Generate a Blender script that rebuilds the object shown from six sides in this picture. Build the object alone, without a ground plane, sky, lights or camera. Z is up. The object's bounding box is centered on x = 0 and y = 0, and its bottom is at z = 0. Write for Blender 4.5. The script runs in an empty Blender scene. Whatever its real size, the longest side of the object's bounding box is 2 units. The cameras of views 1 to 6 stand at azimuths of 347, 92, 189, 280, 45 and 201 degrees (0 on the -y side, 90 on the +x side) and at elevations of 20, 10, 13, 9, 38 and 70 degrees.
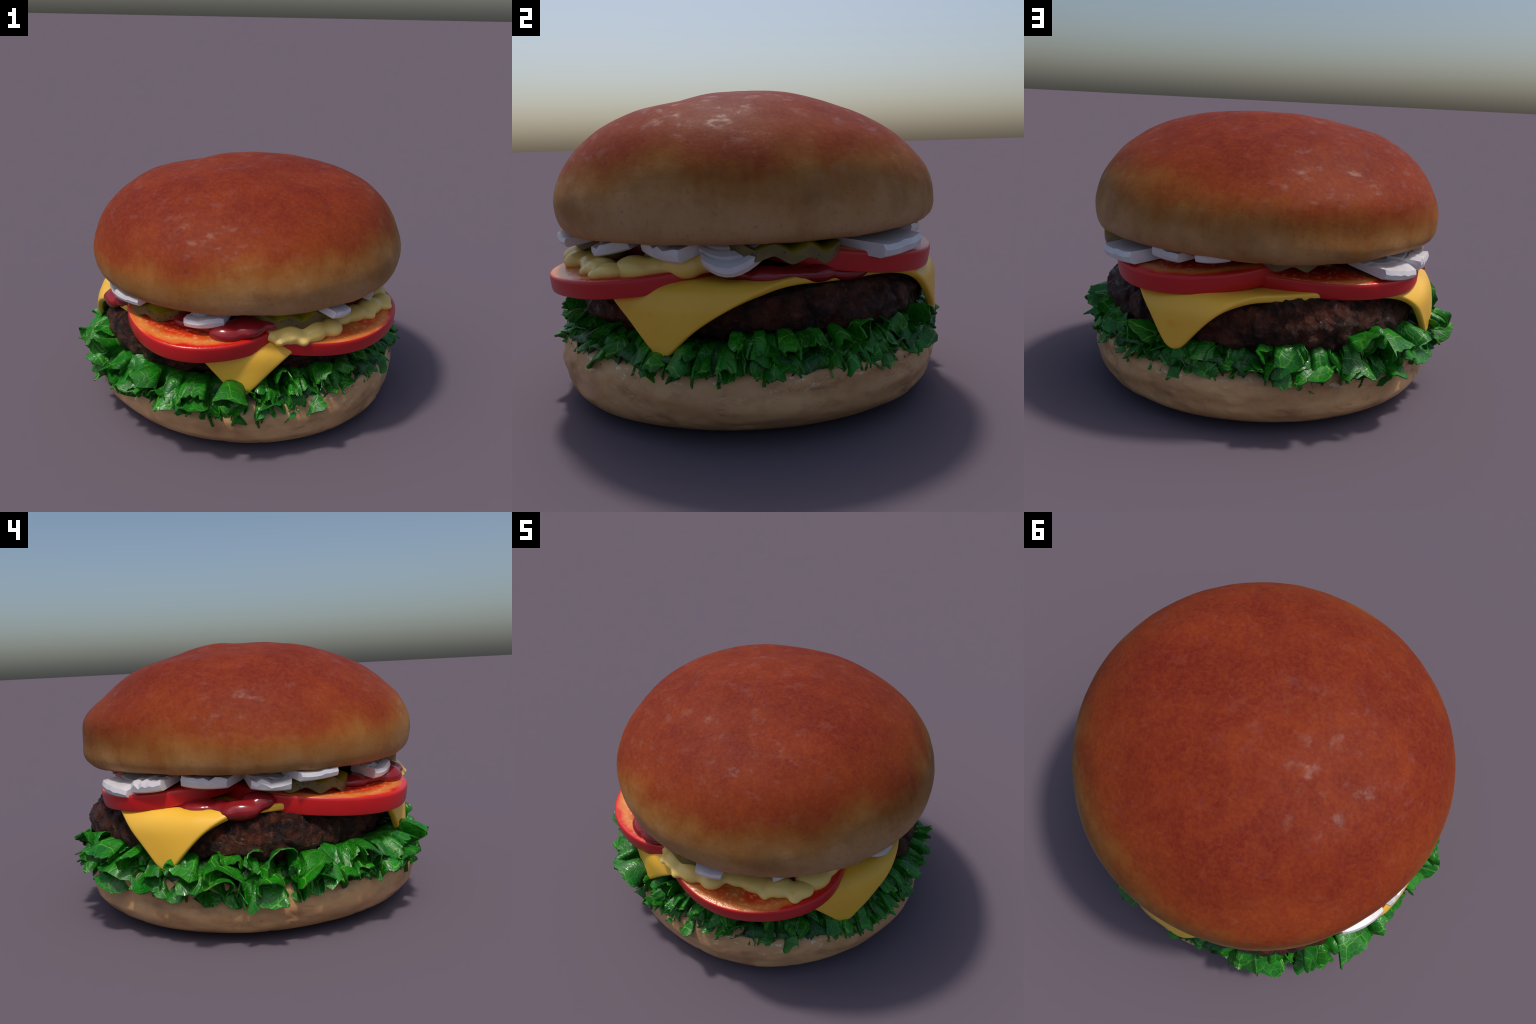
import bpy, math, random
import numpy as np
from mathutils import Vector, Matrix, Euler, noise as mnoise

random.seed(7)
RNG = np.random.default_rng(11)
TAU = 2 * math.pi

# ------------------------------------------------------------------ helpers
def mesh_from(name, verts, faces, smooth_angle=None, mat=None, fmat=None):
    me = bpy.data.meshes.new(name)
    me.from_pydata([tuple(map(float, v)) for v in verts], [], [tuple(map(int, f)) for f in faces])
    me.update()
    mats = mat if isinstance(mat, (list, tuple)) else ([mat] if mat else [])
    for m in mats:
        me.materials.append(m)
    if fmat is not None:
        me.polygons.foreach_set("material_index", [int(i) for i in fmat])
    me.polygons.foreach_set("use_smooth", [True] * len(me.polygons))
    if smooth_angle is not None:
        me.set_sharp_from_angle(angle=math.radians(smooth_angle))
    return me

def add(name, me, parent=None, loc=(0, 0, 0), rot=None, scale=(1, 1, 1)):
    ob = bpy.data.objects.new(name, me)
    bpy.context.scene.collection.objects.link(ob)
    ob.location = loc
    if rot is not None:
        ob.rotation_euler = rot
    ob.scale = scale
    if parent is not None:
        ob.parent = parent
    return ob

def spline(x, y, q):
    """Smooth curve through control points (Catmull-Rom style)."""
    x, y, q = np.asarray(x, float), np.asarray(y, float), np.asarray(q, float)
    m = np.gradient(y, x, axis=0)
    i = np.clip(np.searchsorted(x, q) - 1, 0, len(x) - 2)
    h = x[i + 1] - x[i]
    s = (q - x[i]) / h
    if y.ndim > 1:
        h, s = h[:, None], s[:, None]
    return ((2*s**3 - 3*s**2 + 1) * y[i] + (s**3 - 2*s**2 + s) * h * m[i]
            + (-2*s**3 + 3*s**2) * y[i + 1] + (s**3 - s**2) * h * m[i + 1])

def fractal(p, scale, octaves=3):
    v, a, f = 0.0, 1.0, scale
    for _ in range(octaves):
        v += a * mnoise.noise(Vector((p[0]*f + 3.1, p[1]*f - 7.7, p[2]*f + 1.9)))
        a *= .5
        f *= 2.03
    return v

def vertex_normals(P, faces):
    N = np.zeros_like(P)
    for f in faces:
        a, b, c = P[f[0]], P[f[1]], P[f[2]]
        n = np.cross(b - a, c - a)
        for i in f:
            N[i] += n
    return N / (np.linalg.norm(N, axis=1)[:, None] + 1e-12)

def revolve(rings):
    """rings: (M, NT, 3) array, first ring is the top pole ring, last the bottom pole ring."""
    M, NT, _ = rings.shape
    V = rings.reshape(-1, 3).tolist()
    F = []
    for i in range(M - 1):
        for j in range(NT):
            k = (j + 1) % NT
            F.append((i*NT + j, (i+1)*NT + j, (i+1)*NT + k, i*NT + k))
    V.append(rings[0].mean(0)); V.append(rings[-1].mean(0))
    a, b = len(V) - 2, len(V) - 1
    for j in range(NT):
        k = (j + 1) % NT
        F.append((a, j, k))
        F.append((b, (M-1)*NT + k, (M-1)*NT + j))
    return np.array(V), F

def lobed_revolution(profile, lobes, NT, M):
    """Round body: profile of (r, z) points from the top centre to the bottom centre, each
    pushed along its own normal by a small Fourier series in angle (cos1, sin1, cos2, ...)."""
    prof = np.array(profile, float)
    s = np.r_[0, np.cumsum(np.hypot(*np.diff(prof, axis=0).T))]
    d = np.gradient(prof, s, axis=0)
    d /= np.hypot(*d.T)[:, None]
    N = np.stack([-d[:, 1], d[:, 0]], 1)
    th = np.arange(NT) * TAU / NT
    H = []
    for k in range(1, len(lobes[0]) // 2 + 1):
        H += [np.cos(k * th), np.sin(k * th)]
    off = np.array(lobes) @ np.array(H)
    q = np.linspace(0, s[-1], M)
    r = spline(s, prof[:, 0, None] + N[:, 0, None] * off, q)
    z = spline(s, prof[:, 1, None] + N[:, 1, None] * off, q)
    r[0] = r[-1] = .004
    z[0], z[-1] = z[0].mean(), z[-1].mean()
    return np.stack([r * np.cos(th), r * np.sin(th), z], -1)

# ------------------------------------------------------------------ node material kit
class Mat:
    def __init__(self, name, rough=.5, spec=.5, **kw):
        self.m = bpy.data.materials.new(name)
        self.m.use_nodes = True
        self.t = self.m.node_tree
        self.b = self.t.nodes["Principled BSDF"]
        self.b.inputs["Roughness"].default_value = rough
        self.b.inputs["Specular IOR Level"].default_value = spec
        for k, v in kw.items():
            self.b.inputs[k].default_value = v
        self.tc = self.n("ShaderNodeTexCoord")
        self.obj = self.tc.outputs["Object"]
    def n(self, t):
        return self.t.nodes.new(t)
    def link(self, a, b):
        self.t.links.new(a, b)
    def put(self, sock, v):
        if hasattr(v, "is_linked"):
            self.link(v, sock)
        else:
            sock.default_value = v if not isinstance(v, tuple) or len(v) != 3 or sock.type != 'RGBA' else (*v, 1)
    def mapping(self, scale=(1, 1, 1), loc=(0, 0, 0), rot=(0, 0, 0), src=None):
        m = self.n("ShaderNodeMapping")
        m.inputs["Scale"].default_value = scale
        m.inputs["Location"].default_value = loc
        m.inputs["Rotation"].default_value = rot
        self.link(src or self.obj, m.inputs["Vector"])
        return m.outputs[0]
    def noise(self, scale, detail=4, rough=.55, vec=None, distortion=0., color=False):
        x = self.n("ShaderNodeTexNoise")
        x.inputs["Scale"].default_value = scale
        x.inputs["Detail"].default_value = detail
        x.inputs["Roughness"].default_value = rough
        x.inputs["Distortion"].default_value = distortion
        self.link(vec or self.obj, x.inputs["Vector"])
        return x.outputs["Color" if color else "Fac"]
    def voronoi(self, scale, feature='F1', vec=None, rnd=1.):
        x = self.n("ShaderNodeTexVoronoi")
        x.feature = feature
        x.inputs["Scale"].default_value = scale
        x.inputs["Randomness"].default_value = rnd
        self.link(vec or self.obj, x.inputs["Vector"])
        return x.outputs["Distance"]
    def wave(self, scale, distortion=3., detail=2, vec=None, axis='X'):
        x = self.n("ShaderNodeTexWave")
        x.bands_direction = axis
        x.inputs["Scale"].default_value = scale
        x.inputs["Distortion"].default_value = distortion
        x.inputs["Detail"].default_value = detail
        self.link(vec or self.obj, x.inputs["Vector"])
        return x.outputs["Fac"]
    def ramp(self, fac, stops, interp='LINEAR'):
        r = self.n("ShaderNodeValToRGB")
        r.color_ramp.interpolation = interp
        e = r.color_ramp.elements
        while len(e) < len(stops):
            e.new(.5)
        for el, (p, c) in zip(e, stops):
            el.position = p
            el.color = (c, c, c, 1) if isinstance(c, (int, float)) else (*c, 1)
        self.link(fac, r.inputs[0])
        return r.outputs[0]
    def rng(self, v, a, b, c=0., d=1., smooth=False):
        r = self.n("ShaderNodeMapRange")
        if smooth:
            r.interpolation_type = 'SMOOTHSTEP'
        self.put(r.inputs[0], v)
        for i, x in zip((1, 2, 3, 4), (a, b, c, d)):
            self.put(r.inputs[i], x)
        return r.outputs[0]
    def mix(self, fac, a, b, blend='MIX'):
        x = self.n("ShaderNodeMix")
        x.data_type = 'RGBA'
        x.blend_type = blend
        self.put(x.inputs[0], fac)
        self.put(x.inputs[6], a)
        self.put(x.inputs[7], b)
        return x.outputs[2]
    def math(self, op, a, b=0., c=0.):
        x = self.n("ShaderNodeMath")
        x.operation = op
        for s, v in zip(x.inputs, (a, b, c)):
            self.put(s, v)
        return x.outputs[0]
    def xyz(self, src=None):
        x = self.n("ShaderNodeSeparateXYZ")
        self.link(src or self.obj, x.inputs[0])
        return x.outputs
    def color(self, c):
        self.put(self.b.inputs["Base Color"], c)
    def rough(self, v):
        self.put(self.b.inputs["Roughness"], v)
    def bump(self, h, strength=.3, dist=.01):
        x = self.n("ShaderNodeBump")
        x.inputs["Strength"].default_value = strength
        x.inputs["Distance"].default_value = dist
        self.link(h, x.inputs["Height"])
        self.link(x.outputs[0], self.b.inputs["Normal"])

def mat_top_bun():
    M = Mat("baked_bun_crust", rough=.5, spec=.3)
    x, y, z = M.xyz()
    # height at which the brown crust gives way to pale crumb wanders round the bun
    big = M.noise(2.6, 3, .5)
    wob = M.noise(7, 4, .6)
    lim = M.math('MULTIPLY_ADD', x, .095, .925)
    h = M.math('SUBTRACT', z, lim)
    h = M.math('ADD', h, M.math('MULTIPLY', M.math('SUBTRACT', big, .5), .30))
    h = M.math('ADD', h, M.math('MULTIPLY', M.math('SUBTRACT', wob, .5), .17))
    streak = M.noise(1, 3, .6, vec=M.mapping((26, 26, 4)))
    h = M.math('ADD', h, M.math('MULTIPLY', M.math('SUBTRACT', streak, .5), .07))
    band = M.ramp(M.rng(h, -.17, .33), [(0, (.46, .275, .135)), (.22, (.42, .225, .092)), (.36, (.325, .150, .046)),
                                        (.50, (.275, .095, .021)), (.66, (.235, .045, .011)), (1, (.195, .025, .010))])
    grain = M.noise(55, 6, .65, distortion=.4)
    patch = M.noise(3.4, 4, .6, vec=M.mapping(loc=(4, 2, 1)), distortion=.5)
    top = M.mix(M.rng(patch, .42, .68), (.155, .016, .009), (.21, .028, .010))
    c = M.mix(M.rng(M.math('ADD', h, M.math('MULTIPLY', M.math('SUBTRACT', M.noise(4.5, 5, .62, vec=M.mapping(loc=(1, 8, 5))), .5), .34)), .06, .40), band, top)
    mott = M.noise(13, 5, .68, vec=M.mapping(loc=(2, 5, 7)), distortion=.4)
    c = M.mix(M.math('MULTIPLY', M.rng(mott, .48, .66), M.rng(h, .02, .2, 0, .20)), c, (.30, .060, .010))
    c = M.mix(M.math('MULTIPLY', M.rng(mott, .48, .34), M.rng(h, .02, .2, .0, .25)), c, (.13, .016, .009))
    c = M.mix(M.math('MULTIPLY', M.rng(grain, .40, .68), .34), c, M.mix(.5, c, (.44, .12, .02)))
    c = M.mix(M.math('MULTIPLY', M.rng(M.noise(38, 5, .7, vec=M.mapping(loc=(9, 9, 9))), .56, .74), .4), c, (.14, .028, .014))
    tan = M.math('MULTIPLY', M.rng(M.noise(5.5, 4, .6, vec=M.mapping((1, 1, .8), loc=(7, 2, 2))), .48, .66), M.rng(h, .10, -.02, 0, .45))
    c = M.mix(tan, c, (.27, .135, .055))
    # darker toasted blotches along the seam
    seam = M.math('MULTIPLY', M.rng(M.math('ABSOLUTE', M.math('SUBTRACT', h, -.035)), 0., .05, 1, 0), M.rng(M.noise(4.2, 3), .5, .68))
    c = M.mix(M.math('MULTIPLY', seam, .5), c, (.17, .085, .032))
    M.color(c)
    gl = M.noise(12, 5, .6, vec=M.mapping((1, 1, 2.2), loc=(2, 7, 3)))
    M.rough(M.rng(gl, .45, .75, .60, .46))
    M.put(M.b.inputs["Specular IOR Level"], M.rng(gl, .57, .72, .08, .32))
    M.bump(M.math('ADD', M.noise(70, 5, .6), M.math('MULTIPLY', streak, .6)), .12, .01)
    return M.m

def mat_bottom_bun():
    M = Mat("pale_bun_crumb", rough=.5, spec=.4)
    x, y, z = M.xyz()
    st = M.noise(1, 4, .6, vec=M.mapping((4, 4, 7)))
    fine = M.noise(22, 5, .65)
    c = M.mix(M.rng(st, .36, .64), (.49, .265, .115), (.65, .385, .175))
    c = M.mix(M.math('MULTIPLY', M.rng(fine, .4, .7), .25), c, (.66, .42, .21))
    blot = M.noise(1, 4, .55, vec=M.mapping((5, 5, 10), loc=(3, 3, 8)))
    c = M.mix(M.math('MULTIPLY', M.rng(blot, .50, .68), .6), c, (.25, .12, .050))
    crack = M.noise(1, 3, .55, vec=M.mapping((3.2, 3.2, 13), loc=(1, 4, 2)), distortion=.6)
    c = M.mix(M.math('MULTIPLY', M.rng(M.math('ABSOLUTE', M.math('SUBTRACT', crack, .47)), .010, .002), M.rng(M.noise(4, 2, vec=M.mapping(loc=(6, 1, 1))), .50, .58, 0, .35)), c, (.16, .075, .035))
    # browned underside of the crust
    low = M.math('ADD', z, M.math('MULTIPLY', M.math('SUBTRACT', M.noise(5, 3), .5), .10))
    c = M.mix(M.rng(low, .12, .0, 0, .75), c, (.40, .205, .075))
    # torn pale crumbs near the cut rim
    c = M.mix(M.math('MULTIPLY', M.rng(M.noise(16, 4, .7, vec=M.mapping((1, 1, 2.5))), .60, .66), M.rng(z, .20, .27)), c, (.72, .62, .46))
    M.color(c)
    M.rough(M.rng(M.noise(7, 4), .4, .65, .48, .28))
    M.bump(M.math('ADD', M.noise(40, 5, .65), M.math('MULTIPLY', st, 1.)), .12, .01)
    return M.m

def mat_patty():
    M = Mat("grilled_beef", rough=.4, spec=.3)
    big = M.noise(5, 5, .62)
    mid = M.noise(17, 5, .65, distortion=.6)
    c = M.ramp(big, [(.40, (.008, .003, .003)), (.50, (.036, .009, .005)), (.64, (.11, .027, .012))])
    c = M.mix(M.rng(mid, .48, .70), c, (.125, .034, .017))
    c = M.mix(M.math('MULTIPLY', M.rng(M.noise(36, 4, .6), .56, .74), .6), c, (.24, .085, .034))
    c = M.mix(M.rng(M.noise(11, 4, .6, vec=M.mapping(loc=(5, 5, 5))), .53, .64, 0, .7), c, (.012, .006, .006))
    M.color(c)
    M.rough(M.rng(M.noise(20, 4, .6), .46, .62, .48, .12))
    M.bump(M.math('ADD', M.noise(45, 6, .7), M.math('MULTIPLY', M.voronoi(24, vec=M.mapping((1, 1, .7))), 1.2)), 1., .022)
    return M.m

def mat_cheese():
    M = Mat("melted_cheese", rough=.32, spec=.4)
    c = M.mix(M.rng(M.noise(3, 3), .35, .65), (.82, .46, .040), (.88, .51, .060))
    c = M.mix(M.math('MULTIPLY', M.rng(M.noise(9, 2, .4), .66, .72), .5), c, (.80, .33, .01))
    M.color(c)
    M.b.inputs["Subsurface Weight"].default_value = .12
    M.b.inputs["Subsurface Radius"].default_value = (.04, .02, .006)
    M.b.inputs["Subsurface Scale"].default_value = .5
    M.bump(M.noise(9, 2), .08, .01)
    return M.m

def mat_tomato_skin():
    M = Mat("tomato_skin", rough=.34, spec=.5)
    M.color(M.mix(M.rng(M.noise(5, 3), .3, .7), (.50, .007, .009), (.57, .010, .010)))
    return M.m

def mat_tomato_flesh():
    # cut face: red rim, pale orange wall, dark red seed chambers, seeds as grain
    M = Mat("tomato_flesh", rough=.24, spec=.6)
    x, y, z = M.xyz()
    r = M.math('SQRT', M.math('ADD', M.math('MULTIPLY', x, x), M.math('MULTIPLY', y, y)))
    r = M.math('ADD', r, M.math('MULTIPLY', M.math('SUBTRACT', M.noise(6, 3), .5), .09))
    c = M.ramp(M.rng(r, .15, .485), [(0, (.34, .012, .004)), (.30, (.42, .012, .004)), (.50, (.60, .012, .004)), (.68, (.66, .05, .008)),
                                    (.79, (.74, .24, .05)), (.86, (.72, .16, .03)), (.915, (.66, .012, .004)), (1, (.60, .010, .006))])
    c = M.mix(M.math('MULTIPLY', M.rng(M.noise(5, 2, vec=M.mapping(loc=(3, 1, 0))), .46, .60), M.rng(r, .44, .37, 0, .8)), c, (.50, .14, .02))
    c = M.mix(M.math('MULTIPLY', M.rng(M.noise(40, 4, .6), .52, .7), M.rng(r, .45, .41, 0, .55)), c, (.85, .48, .22))
    M.color(c)
    M.bump(M.noise(34, 4, .6), .25, .012)
    return M.m

def mat_onion():
    M = Mat("white_onion", rough=.3, spec=.5)
    c = M.mix(M.rng(M.noise(9, 4), .35, .65), (.62, .58, .61), (.71, .695, .71))
    c = M.mix(M.math('MULTIPLY', M.rng(M.noise(22, 3), .6, .75), .3), c, (.60, .50, .56))
    M.color(c)
    M.b.inputs["Subsurface Weight"].default_value = .1
    M.b.inputs["Subsurface Scale"].default_value = .02
    M.bump(M.noise(25, 4), .2, .006)
    return M.m

def mat_pickle_rind():
    M = Mat("pickle_rind", rough=.36, spec=.5)
    c = M.mix(M.rng(M.noise(8, 4), .35, .65), (.105, .075, .020), (.17, .125, .024))
    c = M.mix(M.rng(M.voronoi(42), .26, .16), c, (.035, .03, .022))
    M.color(c)
    M.bump(M.noise(30, 3), .2, .006)
    return M.m

def mat_pickle_flesh():
    M = Mat("pickle_flesh", rough=.28, spec=.5)
    M.color(M.mix(M.rng(M.noise(14, 4), .35, .65), (.30, .24, .010), (.42, .36, .02)))
    M.bump(M.noise(18, 3), .2, .008)
    return M.m

def mat_ketchup():
    M = Mat("ketchup", rough=.16, spec=.55)
    M.color(M.mix(M.rng(M.noise(5, 3), .35, .65), (.21, .006, .010), (.27, .012, .016)))
    return M.m

def mat_mustard():
    M = Mat("mustard_sauce", rough=.3, spec=.5)
    M.color(M.mix(M.rng(M.noise(6, 3), .35, .65), (.80, .54, .13), (.86, .61, .17)))
    return M.m

def mat_lettuce(name, a, b, vein):
    M = Mat(name, rough=.34, spec=.5)
    info = M.n("ShaderNodeObjectInfo")
    rnd = info.outputs["Random"]
    warp = M.n("ShaderNodeVectorMath"); warp.operation = 'MULTIPLY_ADD'
    M.link(M.noise(5, 2, color=True), warp.inputs[0])
    warp.inputs[1].default_value = (.09, .09, .09)
    M.link(M.obj, warp.inputs[2])
    off = M.n("ShaderNodeVectorMath"); off.operation = 'ADD'
    M.link(warp.outputs[0], off.inputs[0])
    M.link(M.math('MULTIPLY', rnd, 13.), off.inputs[1])
    v = off.outputs[0]
    e1 = M.voronoi(9, 'DISTANCE_TO_EDGE', vec=M.mapping((1, 1, .8), src=v))
    e2 = M.voronoi(22, 'DISTANCE_TO_EDGE', vec=M.mapping((.8, 1.5, 1), src=v))
    soft = M.noise(12, 4, .6, vec=v)
    c = M.mix(M.rng(soft, .33, .68), a, b)
    c = M.mix(M.math('MULTIPLY', M.rng(e2, .030, .0), .40), c, vein)
    c = M.mix(M.math('MULTIPLY', M.rng(e1, .024, .006), M.rng(M.noise(6, 2, vec=v), .38, .55, .25, .85)), c, vein)
    c = M.mix(M.math('MULTIPLY', M.rng(rnd, .55, 1.), .35), c, M.mix(.6, c, (.004, .06, .012)))
    M.color(c)
    M.rough(M.rng(M.noise(14, 3, vec=v), .4, .65, .46, .24))
    M.bump(M.math('ADD', M.math('MULTIPLY', M.rng(e2, 0, .10), .6), M.noise(45, 4, .6, vec=v)), .22, .010)
    # a little light passes through the thin leaf
    tr = M.n("ShaderNodeBsdfTranslucent")
    M.link(c, tr.inputs[0])
    mx = M.n("ShaderNodeMixShader"); mx.inputs[0].default_value = .12
    out = M.t.nodes["Material Output"]
    M.link(M.b.outputs[0], mx.inputs[1]); M.link(tr.outputs[0], mx.inputs[2])
    M.link(mx.outputs[0], out.inputs["Surface"])
    return M.m

MAT_TOP, MAT_LOW, MAT_PATTY, MAT_CHEESE = mat_top_bun(), mat_bottom_bun(), mat_patty(), mat_cheese()
MAT_SKIN, MAT_FLESH, MAT_ONION = mat_tomato_skin(), mat_tomato_flesh(), mat_onion()
MAT_RIND, MAT_PICKLE, MAT_KETCHUP, MAT_MUSTARD = mat_pickle_rind(), mat_pickle_flesh(), mat_ketchup(), mat_mustard()
MAT_LEAF = mat_lettuce("lettuce_green", (.004, .105, .003), (.014, .25, .006), (.16, .44, .05))
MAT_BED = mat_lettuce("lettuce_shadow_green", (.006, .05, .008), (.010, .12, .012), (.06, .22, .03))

# ------------------------------------------------------------------ root
burger = bpy.data.objects.new("cheeseburger", None)
bpy.context.scene.collection.objects.link(burger)
burger["label"] = "giant cheeseburger with lettuce, tomato, onion, pickle and sauces"
burger["category"] = "hamburger"

# ------------------------------------------------------------------ top bun
profile = [(0, 1.384), (.17, 1.378), (.361, 1.342), (.577, 1.279), (.759, 1.157), (.863, 1.023), (.892, .901),
           (.874, .81), (.738, .768), (.50, .755), (.25, .79), (0, .81)]
lobes = [(0, 0, 0, 0, 0, 0), (.008, .001, -.002, -.002, -.001, .001), (.015, -.012, .001, .008, .005, -.003), (.009, -.019, .014, -.008, 0, -.004),
         (.009, -.025, .015, -.003, -.005, -.003), (-.002, -.022, .003, -.004, .004, .002), (0, -.030, .003, .003, -.002, -.002),
         (-.002, -.022, .002, .002, 0, 0), (.004, 0, -.004, -.006, -.002, .002), (0, 0, 0, 0, 0, 0), (0, 0, 0, 0, 0, 0), (0, 0, 0, 0, 0, 0)]
# hand-shaped bun: soft swells and hollows (centre, spread, height)
SWELLS = [(-.34, .10, 1.34, .18, .019), (.36, -.36, 1.27, .18, -.010), (-.50, .42, 1.20, .15, .006), (-.10, .66, 1.20, .12, .010), (-.30, .80, .86, .16, .006), (-.20, .80, 1.02, .20, .009), (-.45, .70, .82, .20, .008)]
rings = lobed_revolution(profile, lobes, 192, 110)
V, F = revolve(rings)
N = vertex_normals(V, F)
for i, p in enumerate(V):
    k = .0035 * fractal(p, 2.4, 2) + .002 * fractal(p, 9, 2)
    for cx, cy, cz, sg, am in SWELLS:
        k += am * math.exp(-((p[0]-cx)**2 + (p[1]-cy)**2 + (p[2]-cz)**2) / (2 * sg * sg))
    if p[2] < .86:                                    # crinkled lip under the rim
        k += .006 * (.86 - p[2]) / .1 * fractal((p[0], p[1], p[2] * .4), 9, 3)
    V[i] = p + N[i] * k
add("top_bun", mesh_from("top_bun", V, F, mat=MAT_TOP), burger)

# ------------------------------------------------------------------ bottom bun
profile = [(0, .325), (.45, .325), (.70, .325), (.80, .315), (.870, .281), (.893, .201), (.884, .116), (.832, .044), (.738, .004), (.53, .0), (.2, 0), (0, 0)]
lobes = [(0,)*6, (0,)*6, (0,)*6, (-.003, -.006, -.002, -.006, -.003, .004), (.002, -.010, .004, -.010, -.004, .012), (.002, -.026, -.006, .002, .004, -.002),
         (-.004, -.022, 0, -.003, .003, .003), (-.004, -.016, -.006, -.004, -.004, 0), (.002, -.004, 0, -.006, -.003, .002), (0,)*6, (0,)*6, (0,)*6]
rings = lobed_revolution(profile, lobes, 220, 120)
V, F = revolve(rings)
N = vertex_normals(V, F)
for i, p in enumerate(V):
    side = max(0., min(1., p[2] / .05)) * max(0., min(1., (.34 - p[2]) / .05))
    th = math.atan2(p[1], p[0])
    w = fractal((math.cos(th) * 1.3, math.sin(th) * 1.3, p[2] * 9), 1.6, 3)      # folds running round the side
    cre = abs(fractal((math.cos(th) * 1.7, math.sin(th) * 1.7, p[2] * 7), 2.2, 2))
    k = side * (.009 * w - .012 * max(0, .07 - cre) / .07 + .003) + .005 * side * fractal(p, 4, 2)
    r = np.array([math.cos(th), math.sin(th), 0])
    V[i] = p + r * k
V[:, 2] -= V[:, 2].min()
add("bottom_bun", mesh_from("bottom_bun", V, F, mat=MAT_LOW), burger)

# ------------------------------------------------------------------ patty
profile = [(0, .600), (.50, .600), (.68, .594), (.780, .566), (.826, .505), (.822, .44), (.770, .375), (.66, .345), (.4, .34), (0, .34)]
sq = math.radians(4 * -16)                      # pressed in a little under the four cheese corners
rings = lobed_revolution(profile, [(0,) * 8] * 2 + [(-.024, .018, 0, 0, 0, 0, -.020 * math.cos(sq), -.020 * math.sin(sq))] * 6 + [(0,) * 8] * 2, 280, 120)
V, F = revolve(rings)
N = vertex_normals(V, F)
for i, p in enumerate(V):
    cl = mnoise.voronoi(Vector((p[0] * 9, p[1] * 9, p[2] * 6)))[0]
    d = .015 * fractal(p, 5, 3) + .006 * fractal(p, 19, 2) - .020 * max(0, .25 - (cl[1] - cl[0])) / .25 + .016 * (.32 - mnoise.voronoi(Vector(p) * 13)[0][0]) + .006 * fractal(p, 26, 3)
    V[i] = p + N[i] * d * (1 if abs(N[i][2]) < .9 else .4)
add("beef_patty", mesh_from("beef_patty", V, F, mat=MAT_PATTY), burger)

# ------------------------------------------------------------------ cheese slice, draped
def drape(rho, th):
    """Arc length from the centre -> (radius, height, slope) of a slice falling over the patty rim."""
    r0, bend, amax = .742 + .022 * math.cos(th - math.radians(150)), .22, math.radians(87)
    if rho <= r0:
        return rho, .632, 0.
    n = 24
    r, z, a = r0, .632, 0.
    ds = (rho - r0) / n
    for i in range(n):
        s = (i + .5) * ds
        t = min(1, s / bend)
        a = amax * t * t * (3 - 2 * t)
        r += ds * math.cos(a); z -= ds * math.sin(a)
    return r, z, a

CORNERS = [(-103.8, 1.145), (-20.5, 1.135), (74.5, 1.135), (165.3, 1.165)]        # angle, arc length from the centre
FLANKS = [(.045, .045), (.045, -.045), (.045, .035), (.028, .038)]                     # how far the edge is drawn in on either side of each corner
QUAD = [(R * math.cos(math.radians(a)), R * math.sin(math.radians(a))) for a, R in CORNERS]

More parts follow.
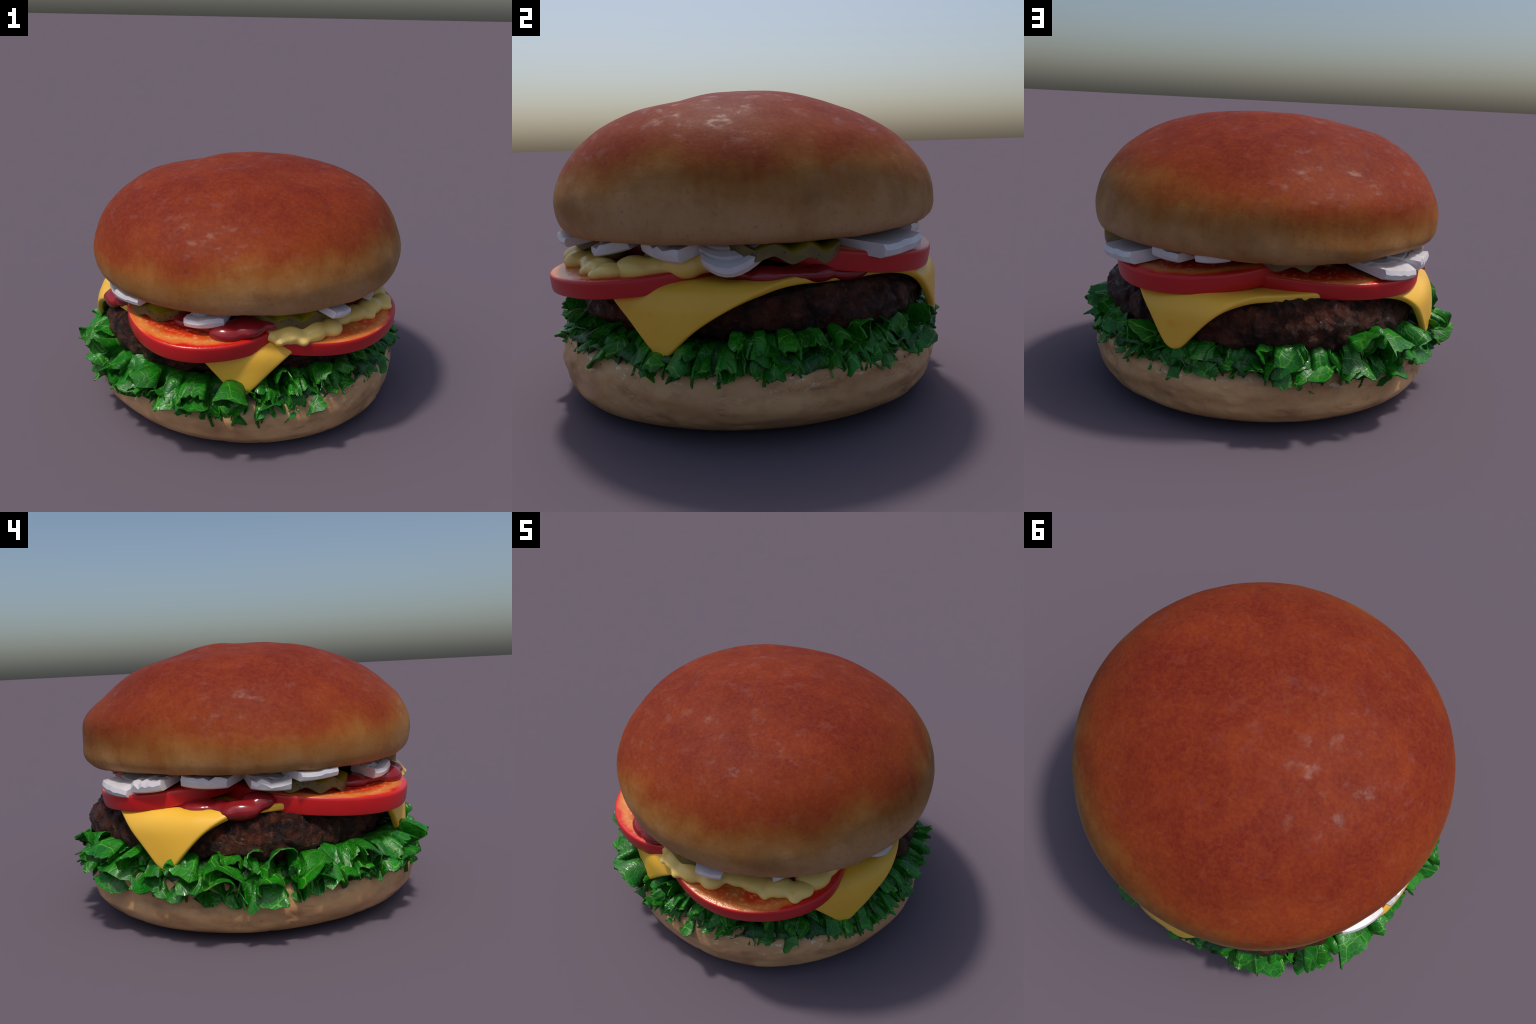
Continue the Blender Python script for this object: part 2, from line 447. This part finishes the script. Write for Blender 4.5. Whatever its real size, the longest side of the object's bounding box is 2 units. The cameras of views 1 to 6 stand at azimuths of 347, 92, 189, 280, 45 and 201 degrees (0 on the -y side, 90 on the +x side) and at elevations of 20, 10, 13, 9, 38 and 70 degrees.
def cheese_mesh():
    half, T, n = .755, .036, 64
    rad = .085
    def point(u, v, depth):
        # u, v in [-1, 1]; corners rounded
        x, y = u * half, v * half
        ax, ay = abs(x) - (half - rad), abs(y) - (half - rad)
        if ax > 0 and ay > 0:
            m, l = max(ax, ay), math.hypot(ax, ay)
            x = math.copysign(half - rad + ax * m / l, x)
            y = math.copysign(half - rad + ay * m / l, y)
        p, q = (x / half + 1) / 2, (y / half + 1) / 2
        (x0, y0), (x1, y1), (x2, y2), (x3, y3) = QUAD
        x = (x0 * (1-p) + x1 * p) * (1-q) + (x3 * (1-p) + x2 * p) * q
        y = (y0 * (1-p) + y1 * p) * (1-q) + (y3 * (1-p) + y2 * p) * q
        rho = math.hypot(x, y)
        th = math.atan2(y, x)
        off = [(math.degrees(th) - c + 180) % 360 - 180 for c, _ in CORNERS]
        k = min(range(4), key=lambda i: abs(off[i]))
        f = math.radians(min(abs(off[k]), 45))
        draw = FLANKS[k][1 if off[k] > 0 else 0]
        rho *= 1 - min(1, rho / .6) * (.035 * math.sin(2 * f) ** 2 + draw * math.sin(4 * f) ** 2)      # sides sag inwards between the corners
        r, z, a = drape(rho, th)
        sag = .010 * math.sin(3 * th + 1.) * max(0, rho - .5) + .012 * fractal((x, y, 0), 3.5, 2) * min(1, rho)
        nr, nz = math.sin(a), math.cos(a)
        r += nr * (sag - depth); z += nz * (sag - depth)
        return r * math.cos(th), r * math.sin(th), z
    # rounded edge: rows of the grid at the border shrink towards mid thickness
    us = np.linspace(-1, 1, n)
    V, F = [], []
    for s in (0, 1):
        for a in us:
            for b in us:
                V.append(point(a, b, T * s))
    def idx(s, i, j): return s*n*n + i*n + j
    for i in range(n - 1):
        for j in range(n - 1):
            F.append((idx(0,i,j), idx(0,i+1,j), idx(0,i+1,j+1), idx(0,i,j+1)))
            F.append((idx(1,i,j), idx(1,i,j+1), idx(1,i+1,j+1), idx(1,i+1,j)))
    loop = [(i, 0) for i in range(n)] + [(n-1, j) for j in range(1, n)] + [(i, n-1) for i in range(n-2, -1, -1)] + [(0, j) for j in range(n-2, 0, -1)]
    for (a, b), (c, d) in zip(loop, loop[1:] + loop[:1]):
        F.append((idx(0,a,b), idx(1,a,b), idx(1,c,d), idx(0,c,d)))
    return mesh_from("cheese_slice", V, F, mat=MAT_CHEESE)

def apply_modifiers(ob):
    dg = bpy.context.evaluated_depsgraph_get()
    me = bpy.data.meshes.new_from_object(ob.evaluated_get(dg))
    ob.modifiers.clear()
    ob.data = me
    me.polygons.foreach_set("use_smooth", [True] * len(me.polygons))

ch = add("cheese_slice", cheese_mesh(), burger, loc=(-.006, -.006, 0))
bv = ch.modifiers.new("round", 'BEVEL')
bv.width, bv.segments, bv.limit_method, bv.angle_limit = .011, 3, 'ANGLE', math.radians(50)
apply_modifiers(ch)

# ------------------------------------------------------------------ tomato slices
def tomato_mesh(r, h, e1, e2, seed):
    NT = 144
    prof = [(.0, 0), (.5, -.001), (.85, 0), (.972, 0), (.988, -.002), (.997, -.008), (1., -.018), (1., -h + .016), (.994, -h + .004), (.975, -h), (.6, -h), (0, -h)]
    th = np.arange(NT) * TAU / NT
    rr = r * (1 + e1 * np.cos(2*th) + e2 * np.sin(2*th) + .008 * np.sin(5*th + seed))
    rings = []
    for q, z in prof:
        q = max(q, .01)
        rings.append(np.stack([rr*q*np.cos(th), rr*q*np.sin(th), np.full(NT, z)], 1))
    V, F = revolve(np.array(rings))
    fm = []
    for f in F:
        q = max(np.hypot(V[i][0], V[i][1]) for i in f) / r
        top = min(V[i][2] for i in f) > -.003 or max(V[i][2] for i in f) < -h + .001
        fm.append(1 if top else 0)
    return mesh_from("tomato_slice", V, F, smooth_angle=50, mat=[MAT_SKIN, MAT_FLESH], fmat=fm)

TOMATO = [((-.288, -.404, .695), (-.072, -.100), .468, .090, -.040, 0),
          ((.262, -.448, .657), (.018, -.088), .470, .078, .05, .03),
          ((.196, .350, .762), (.063, .138), .470, .089, -.025, .01),
          ((-.275, .290, .730), (-.050, .098), .465, .080, .14, .008)]
for k, (c, n, r, h, e1, e2) in enumerate(TOMATO):
    nz = Vector((n[0], n[1], 1)).normalized()
    ux = Vector((0, 1, 0)).cross(nz).normalized()
    uy = nz.cross(ux)
    ob = add("tomato_slice", tomato_mesh(r, h, e1, e2, k * 1.7), burger)
    ob.matrix_world = Matrix.Translation(c) @ Matrix((ux, uy, nz)).transposed().to_4x4()

def tomato_top(k, x, y):
    c, n = TOMATO[k][0], TOMATO[k][1]
    return c[2] - n[0] * (x - c[0]) - n[1] * (y - c[1])

# ------------------------------------------------------------------ sauces: fused blobs
def sauce(name, blobs, mat, voxel=.011, parent=burger):
    V, F = [], []
    for (x, y, z), (a, b, c), rot in blobs:
        o = len(V)
        nu, nv = 14, 9
        cr, sr = math.cos(rot), math.sin(rot)
        for i in range(nv + 1):
            ph = math.pi * i / nv
            for j in range(nu):
                t = TAU * j / nu
                p = (a * math.sin(ph) * math.cos(t), b * math.sin(ph) * math.sin(t), c * math.cos(ph))
                V.append((x + p[0]*cr - p[1]*sr, y + p[0]*sr + p[1]*cr, z + p[2]))
        for i in range(nv):
            for j in range(nu):
                k = (j + 1) % nu
                F.append((o+i*nu+j, o+(i+1)*nu+j, o+(i+1)*nu+k, o+i*nu+k))
    ob = add(name, mesh_from(name, V, F, mat=mat), parent)
    rm = ob.modifiers.new("fuse", 'REMESH'); rm.mode = 'VOXEL'; rm.voxel_size = voxel
    sm = ob.modifiers.new("smooth", 'SMOOTH'); sm.factor = .5; sm.iterations = 7
    apply_modifiers(ob)
    return ob

def polar(ang, r):
    a = math.radians(ang)
    return r * math.cos(a), -.02 + r * math.sin(a)

def trail(specs, zfun):
    """specs: (angle, radius, length-wise half size, radial half size, half height, z lift)"""
    out = []
    for ang, r, a, b, c, lift in specs:
        x, y = polar(ang, r)
        out.append(((x, y, zfun(x, y) + lift), (b, a, c), math.radians(ang)))
    return out

# ketchup on the front-left tomato, two pools on the cheese
sauce("ketchup", trail([(-150, .62, .10, .09, .03, .004), (-138, .69, .13, .10, .036, .006), (-126, .73, .09, .08, .036, .012), (-118, .73, .10, .09, .044, .014),
                        (-109, .80, .105, .085, .054, .012), (-102, .76, .10, .11, .05, .02), (-94, .76, .06, .06, .034, .024)],
                       lambda x, y: tomato_top(0, x, y)), MAT_KETCHUP)
sauce("ketchup", trail([(163, .72, .12, .10, .036, .0), (172, .74, .11, .09, .042, .0), (-179, .77, .06, .06, .042, -.002),
                        (-173, .80, .10, .06, .050, -.006), (-176, .815, .05, .05, .036, -.012), (-167, .75, .09, .07, .05, .02)],
                       lambda x, y: .622), MAT_KETCHUP)
sauce("ketchup", trail([(2, .66, .10, .09, .04, .03), (10, .72, .095, .06, .040, .02), (19, .70, .08, .06, .036, .015), (27, .71, .09, .06, .040, .012),
                        (39, .715, .11, .06, .038, .0)], lambda x, y: .622), MAT_KETCHUP)
# mustard sauce on the front-right tomato
sauce("mustard", trail([(-94, .75, .06, .07, .040, .01), (-91, .82, .035, .05, .026, .004), (-86.5, .775, .08, .10, .054, .02), (-83, .845, .034, .05, .030, .008),
                        (-78, .785, .085, .10, .056, .02), (-70, .80, .07, .075, .048, .014), (-68, .74, .07, .07, .036, .012), (-76, .68, .15, .10, .04, .02),
                        (-61, .75, .08, .07, .038, .016), (-54, .77, .08, .07, .044, .014), (-50, .82, .035, .055, .030, .006), (-45, .80, .08, .07, .046, .02),
                        (-40, .86, .04, .05, .026, .012), (-37, .83, .065, .06, .036, .02)],
                       lambda x, y: tomato_top(1, x, y)), MAT_MUSTARD, .012)
sauce("mustard", trail([(-32, .765, .10, .08, .060, .012), (-25, .71, .07, .08, .050, .014), (-18, .69, .10, .08, .064, .016), (-11, .65, .08, .08, .058, .024), (-8, .60, .10, .09, .06, .04),
                        (-24, .62, .16, .10, .05, .03)],
                       lambda x, y: tomato_top(1, x, y)), MAT_MUSTARD, .012)

# ------------------------------------------------------------------ pickles: crinkle cut discs
def pickle_mesh(r, T, amp, wl, seed):
    NT, NR = 96, 16
    V, F, fm = [], [], []
    def height(x, y):
        return amp * (2 / math.pi) * math.asin(.96 * math.sin(TAU * x / wl + seed))
    for s in (1, -1):
        for i in range(NR + 1):
            q = max(i / NR, .002)
            for j in range(NT):
                t = TAU * j / NT
                rr = r * q * (1 + .03 * math.sin(3*t + seed))
                x, y = rr * math.cos(t), rr * math.sin(t)
                V.append((x, y, height(x, y) + s * T / 2 - .35 * rr * rr))
    L = (NR + 1) * NT
    for i in range(NR):
        for j in range(NT):
            k = (j + 1) % NT
            a, b, c, d = i*NT+j, (i+1)*NT+j, (i+1)*NT+k, i*NT+k
            F.append((a, b, c, d)); fm.append(1)
            F.append((L+d, L+c, L+b, L+a)); fm.append(1)
    for j in range(NT):
        k = (j + 1) % NT
        F.append((NR*NT+j, L+NR*NT+j, L+NR*NT+k, NR*NT+k)); fm.append(0)
    return mesh_from("pickle_slice", V, F, smooth_angle=35, mat=[MAT_RIND, MAT_PICKLE], fmat=fm)

for ang, r, z, tx, ty, rot, rad in [(-146, .575, .728, .02, .07, -56, .25), (-84, .615, .752, .08, .0, 8, .22), (17, .61, .758, 0, .05, 100, .24), (112, .56, .785, -.08, 0, 30, .2)]:
    x, y = polar(ang, r)
    add("pickle_slice", pickle_mesh(rad, .044, .018, .135, ang), burger, (x, y, z), Euler((tx, ty, math.radians(rot))))

# ------------------------------------------------------------------ onions: curved chunks with layers
def onion_mesh(w, d, h, layers, rag, seed):
    """A chip cut from an onion: curved slab, sharp faces, its upper side stepped by the layers.
    Front face at x = 0, body towards -x."""
    rg = np.random.default_rng(seed)
    nu = 9
    us = np.linspace(-1, 1, nu)
    el, er = rg.uniform(-.6, .45, 2)
    bend = rg.uniform(.02, .15) if layers < 4 else .30
    tilt = rg.uniform(-.2, .2)
    prof = [(-.05, 0.), (.0, .16), (.02, .60), (-.03, 1.)]
    for k in range(1, layers):
        q = k / layers
        prof += [(-q + .05, 1.02 - .02 * k), (-q, (.80 if layers > 3 else .86) - .02 * k), (-q - .06, 1.0 - .03 * k)]
    prof += [(-.98, .92), (-1.0, .1), (-.9, 0.)]
    saw = rg.normal(0, 1, nu) * rag
    saw2 = rg.normal(0, 1, nu) * rag
    V, F, P = [], [], len(prof)
    for i, u in enumerate(us):
        bow = -bend * d * u * u
        for q, zz in prof:
            x = q * d * (1 - .1 * abs(u)) + bow + tilt * w * .5 * u
            z = zz * h + (.25 if layers > 3 else .08) * h * u * u
            if zz > .5:
                z += h * .14 * (saw[i] if q > -.3 else saw2[i])
            end = (-el if u < 0 else er) * abs(u)
            V.append((x, w / 2 * (u + end * q), z))
    for i in range(nu - 1):
        for j in range(P):
            k = (j + 1) % P
            F.append((i*P+j, i*P+k, (i+1)*P+k, (i+1)*P+j))
    F.append(tuple(reversed(range(P))))
    F.append(tuple((nu-1)*P + j for j in range(P)))
    me = mesh_from("onion_piece", V, F, smooth_angle=14, mat=MAT_ONION)
    return me

ONION = [  # angle, radius of the front face, z, width, depth, height, layers, rag, roll, pitch (front down +), yaw
    (-148, .872, .738, .19, .15, .040, 1, .6, .04, .20, 4),
    (-117, .848, .694, .20, .17, .050, 3, .7, .08, .14, -4),
    (-69, .875, .724, .13, .16, .036, 1, .5, -.14, .20, 14),
    (-41, .785, .718, .18, .16, .044, 3, .8, .18, .22, 14),
    (-22, .79, .714, .20, .15, .052, 2, 1., -.16, .26, -14),
    (0, .80, .650, .235, .22, .050, 4, .2, .08, .62, -2),
    (50, .880, .690, .27, .26, .054, 1, .5, .06, .12, 4),
    (68, .825, .738, .15, .15, .046, 1, .5, -.06, .10, -6),
    (84, .80, .750, .15, .13, .044, 1, .5, .06, .05, 4),
    (144, .902, .680, .22, .22, .048, 2, 1., -.10, .16, -10),
    (159, .892, .708, .16, .18, .046, 2, 1., .10, .12, 10),
    (176, .83, .720, .21, .17, .046, 2, 1., -.06, .14, 5),
    (-163, .838, .700, .18, .17, .046, 3, .8, -.10, .20, -8),
    (-46, .76, .760, .12, .10, .040, 1, .5, 0., 0., 0),
]
for k, (ang, r, z, w, d, h, ly, rag, roll, pitch, yaw) in enumerate(ONION):
    x, y = polar(ang, r)
    M = Matrix.Translation((x, y, z)) @ Euler((roll, pitch, math.radians(ang + yaw)), 'XYZ').to_matrix().to_4x4()
    ob = add("onion_piece", onion_mesh(w, d, h, ly, rag, 20 + k), burger)
    ob.matrix_world = M

# ------------------------------------------------------------------ lettuce
def thicken(P, F, t):
    """Give a grid surface thickness t, closing its border."""
    N = vertex_normals(P, F)
    n = len(P)
    V = np.vstack([P + N * t / 2, P - N * t / 2])
    out = list(F) + [tuple(n + i for i in reversed(f)) for f in F]
    cnt = {}
    for f in F:
        for a, b in zip(f, f[1:] + f[:1]):
            cnt[(a, b)] = 1
    for a, b in list(cnt):
        if (b, a) not in cnt:
            out.append((b, a, n + a, n + b))
    return V, out

def leaf_mesh(seed, width, length, folds, fold_amp, droop, lift, torn):
    """One torn piece of lettuce: grows outwards (+x), droops at the end, pleated across, ragged edge."""
    rg = np.random.default_rng(seed)
    nu, nv = 25, 15
    u = np.linspace(-.5, .5, nu)
    v = np.linspace(0, 1, nv)
    ph = rg.uniform(0, TAU)
    teeth = np.cumsum(rg.normal(0, .5, nu)); teeth -= np.linspace(teeth[0], teeth[-1], nu)
    slant = rg.uniform(-.3, .3)
    edge = 1 + torn * (.035 * np.sign(np.sin(u * rg.uniform(17, 26) + ph)) + .03 * np.clip(teeth, -2, 2) + .015 * rg.normal(0, 1, nu)) + slant * u - .10 * (2*np.abs(u))**4
    sl, sr = 1 + torn * .04 * rg.normal(0, 1, nv), 1 + torn * .04 * rg.normal(0, 1, nv)
    P = np.zeros((nu, nv, 3))
    curl = rg.uniform(-.35, .35)
    bend_at, sharp = rg.uniform(.30, .60), rg.uniform(5, 11)
    for j in range(nv):
        amp = fold_amp * (.35 + .65 * v[j])
        w = np.sin(TAU * folds * u + ph + .8 * curl * v[j])
        frill = .55 * v[j] ** 2 * np.sin(TAU * folds * 3.4 * u + 2.3 * ph + 2 * v[j])
        beta = frill + amp * (.6 * w + .4 * np.tanh(3 * w)) + curl * .4
        wj = width * (.75 + .25 * min(1, v[j] * 1.6))
        side = np.where(u < 0, sl[j], sr[j])
        ds = wj / (nu - 1)
        yy = np.cumsum(np.cos(beta)) * ds; zz = np.cumsum(np.sin(beta)) * ds
        yy -= yy.mean(); zz -= zz.mean()
        for i in range(nu):
            s = v[j] * length * edge[i]
            # central rib: integrate the droop
            m = 10; x = z = 0.; al = lift
            for q in range(m):
                tq = (q + .5) / m * v[j]
                al = lift - droop / (1 + math.exp(-sharp * (tq - bend_at - .12 * math.sin(3 * u[i] + ph))))
                x += math.cos(al) * s / m; z += math.sin(al) * s / m
            nx, nz = -math.sin(al), math.cos(al)
            P[i, j] = (x + nx * zz[i], yy[i] * side[i], z + nz * zz[i])
    # crumple
    for i in range(nu):
        for j in range(nv):
            p = P[i, j]
            P[i, j, 2] += .005 * v[j] * fractal((p[0] + seed, p[1], p[2]), 14, 2)
            P[i, j, 0] += .004 * v[j] * fractal((p[0], p[1] + seed, p[2]), 12, 2)
    P = P.reshape(-1, 3)
    F = [(i*nv+j, (i+1)*nv+j, (i+1)*nv+j+1, i*nv+j+1) for i in range(nu-1) for j in range(nv-1)]
    V, F = thicken(P, F, .006)
    return mesh_from("lettuce_leaf", V, F, smooth_angle=48, mat=MAT_LEAF)

def leaf_set(n, first, wide, long, folds):
    out = []
    for k in range(n):
        tube = k % 2                       # half of them stick out as open tubes, half fold over and hang
        out.append(leaf_mesh(first + k, RNG.uniform(*wide), RNG.uniform(*long), RNG.uniform(*folds), RNG.uniform(.9, 1.7) if tube else RNG.uniform(.5, 1.2),
                             RNG.uniform(.2, .9) if tube else RNG.uniform(1.3, 2.3), RNG.uniform(-.1, .25) if tube else RNG.uniform(.1, .5), 1.))
    return out
BIG = leaf_set(20, 100, (.18, .27), (.17, .23), (.6, 1.2))
SMALL = leaf_set(14, 200, (.12, .20), (.13, .19), (.5, 1.2))

def frill_mesh(seed, a0, a1, r_out, z, lam, length, lift, droop):
    """A lettuce leaf standing out round the patty from angle a0 to a1 (degrees): the free edge is longer
    than the root, so it ruffles into arches and loops of wavelength lam; its edge is ragged."""
    rg = np.random.default_rng(seed)
    r_in = r_out - length
    th0, th1 = math.radians(a0), math.radians(a1)
    nu, nv = max(24, int((th1 - th0) * .9 / lam * 26)), 13
    th = np.linspace(th0, th1, nu)
    step = rg.uniform(.1, 1.9, nu)
    step = np.convolve(np.r_[step[0].repeat(9), step, step[-1].repeat(9)], np.ones(19) / 19, 'valid')
    ph = rg.uniform(0, TAU) + np.cumsum(step) * TAU * (th[1] - th[0]) * .9 / lam
    amp = (1 + .40 * np.sin(ph * .37 + rg.uniform(0, TAU)) + .25 * np.sin(ph * .71 + rg.uniform(0, TAU))) / step ** .5
    hang = .34 * np.sin(ph * .43 + rg.uniform(0, TAU)) + .35 * np.sin(ph * .9 + rg.uniform(0, TAU))      # some stretches fold down, some stand out
    teeth = 1 + .05 * np.sign(np.sin(ph * 4.3 + seed)) + .07 * np.sin(ph * 1.0 + 1) + .035 * rg.normal(0, 1, nu)
    ends = np.clip(np.minimum(th - th0, th1 - th) / .06, 0, 1) ** .5
    P = np.zeros((nu, nv, 3))
    for i in range(nu):
        Li = length * teeth[i] * (.55 + .45 * ends[i])
        w = math.sin(ph[i]); w = .62 * w + .38 * math.tanh(2.6 * w)
        x = y = 0.
        for j in range(nv):
            v = j / (nv - 1)
            if j:
                al = lift - (droop + hang[i]) / (1 + math.exp(-8 * (v - .5)))
                x += math.cos(al) * Li / (nv - 1); y += math.sin(al) * Li / (nv - 1)
            g = v ** 1.15
            up = lam * .37 * amp[i] * w * g
            al = lift - (droop + hang[i]) / (1 + math.exp(-8 * (v - .5)))
            up += lam * .11 * v * v * math.sin(2.7 * ph[i] + seed + 2 * v)
            side = -lam * .23 * amp[i] * math.sin(2 * ph[i]) * g
            r = r_in + x - math.sin(al) * up
            t = th[i] + side / .9
            zz = z + y + math.cos(al) * up
            q = (r * math.cos(t), r * math.sin(t), zz)
            n1 = fractal((q[0] + seed, q[1], q[2]), 9, 2)
            P[i, j] = (q[0] * (1 + .012 * v * n1), q[1] * (1 + .012 * v * n1), zz + .010 * v * fractal((q[0], q[1] + seed, q[2]), 13, 2))
    rad = np.hypot(P[:, :, 0], P[:, :, 1])
    P[:, :, :2] *= (1 - (np.quantile(rad.max(1), .9) - r_out) / rad)[:, :, None]
    P[:, :, 1] -= .01
    F = [(i*nv+j, i*nv+j+1, (i+1)*nv+j+1, (i+1)*nv+j) for i in range(nu-1) for j in range(nv-1)]
    V, F = thicken(P.reshape(-1, 3), F, .006)
    return mesh_from("lettuce_leaf", V, F, smooth_angle=50, mat=MAT_LEAF)

# ruffled bed that the patty rests on and from which the leaves grow
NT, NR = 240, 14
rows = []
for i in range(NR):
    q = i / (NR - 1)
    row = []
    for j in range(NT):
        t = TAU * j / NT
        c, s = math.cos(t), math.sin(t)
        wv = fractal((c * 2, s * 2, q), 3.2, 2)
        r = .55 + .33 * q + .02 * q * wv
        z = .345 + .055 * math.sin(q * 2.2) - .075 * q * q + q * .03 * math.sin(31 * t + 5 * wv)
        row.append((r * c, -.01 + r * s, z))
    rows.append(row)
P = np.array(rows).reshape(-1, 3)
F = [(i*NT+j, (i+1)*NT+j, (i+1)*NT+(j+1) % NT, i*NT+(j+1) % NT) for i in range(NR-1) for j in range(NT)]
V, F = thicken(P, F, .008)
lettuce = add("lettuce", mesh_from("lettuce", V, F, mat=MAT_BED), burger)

def leaf_place(me, ang, rmax, z, s, yaw=0., roll=0., pitch=0.):
    """Set a leaf so that its outermost point lies at radius rmax."""
    rot = Euler((roll, pitch, math.radians(ang) + yaw), 'XYZ')
    co = np.empty(len(me.vertices) * 3)
    me.vertices.foreach_get("co", co)
    W = co.reshape(-1, 3) @ np.array(rot.to_matrix()).T * s
    r = rmax
    for _ in range(4):
        x, y = polar(ang, r)
        r += rmax - np.hypot(W[:, 0] + x, W[:, 1] + y + .01).max()
    x, y = polar(ang, max(.64, min(r, .84)))
    return add("lettuce_leaf", me, lettuce, (x, y, z), rot, (s, s, s))

def coarse(ang):
    """Leaves are large on the left and back of the burger, finely shredded at front right."""
    return .5 + .5 * math.cos(math.radians(ang - 170))

R2 = random.Random(5)
def reach(ang):
    """How far the frill flares out at each angle."""
    return float(np.interp(ang % 360, [0, 20, 40, 65, 90, 112, 140, 155, 170, 190, 225, 245, 265, 290, 315, 345, 360],
                           [.965, .915, .90, .90, .91, .955, .985, .955, .95, .985, 1.02, .995, .945, .905, .885, .915, .965]))

def perk(ang):
    """The frill stands higher at some angles."""
    return float(np.interp(ang % 360, [0, 30, 55, 75, 95, 130, 152, 166, 180, 205, 225, 245, 256, 270, 300, 328, 340, 352, 360], [.0, .01, .0, -.035, .01, .025, .0, -.035, -.02, -.015, .0, -.01, -.062, -.01, .0, -.01, -.045, -.01, .0]))

leaf_no = 0
for z, r_off, length, lift, droop, start in [(.405, .0, .215, .22, 1.15, 0), (.36, -.005, .21, .05, 1.1, 13), (.325, -.03, .17, -.02, .7, 27)]:
    a = start
    while a < start + 360 - 8:
        span = R2.uniform(22, 44)
        a1 = min(a + span, start + 361)
        m = (a + a1) / 2
        cz = coarse(m)
        lam = (.088 + .095 * cz) * R2.uniform(.85, 1.2)
        L = length * R2.uniform(.92, 1.08) * (.88 + .07 * cz)
        add("lettuce_leaf", frill_mesh(400 + leaf_no, a - 2, a1 + 2, reach(m) + r_off * (1 - cz) + R2.uniform(-.035, .01), z + perk(m) + R2.uniform(-.012, .012),
                                       lam, L, lift + R2.uniform(-.1, .1), droop + R2.uniform(-.15, .25)), lettuce)
        leaf_no += 1
        a = a1

for layer, (count, r, z, pitch, sc) in enumerate([(20, .775, .405, -.05, .80), (26, .785, .36, .15, .85), (22, .79, .325, .15, .66)]):
    for k in range(count):
        ang = 360 * (k + R2.uniform(-.4, .4)) / count + layer * 4
        cz = coarse(ang)
        pool = BIG if R2.random() < .10 + .6 * cz else SMALL
        me = R2.choice(pool)
        s = sc * R2.uniform(.8, 1.12) * (.9 + .14 * cz)
        leaf_place(me, ang, reach(ang) - R2.uniform(0, .06), z + perk(ang) + R2.uniform(-.02, .015), s, R2.uniform(-.7, .7), R2.uniform(-.8, .8), pitch + R2.uniform(-.15, .3))
        if cz < .5:
            leaf_place(R2.choice(SMALL), ang + 180 / count, reach(ang) - R2.uniform(.0, .08), z - .01 + R2.uniform(-.03, .03), s * .9, R2.uniform(-.9, .9), R2.uniform(-.8, .8), R2.uniform(-.2, .3))

bpy.context.view_layer.update()
tri = sum(len(o.data.loop_triangles) or sum(len(p.vertices) - 2 for p in o.data.polygons) for o in bpy.data.objects if o.type == 'MESH')
print("objects", len(bpy.data.objects), "triangles", tri)
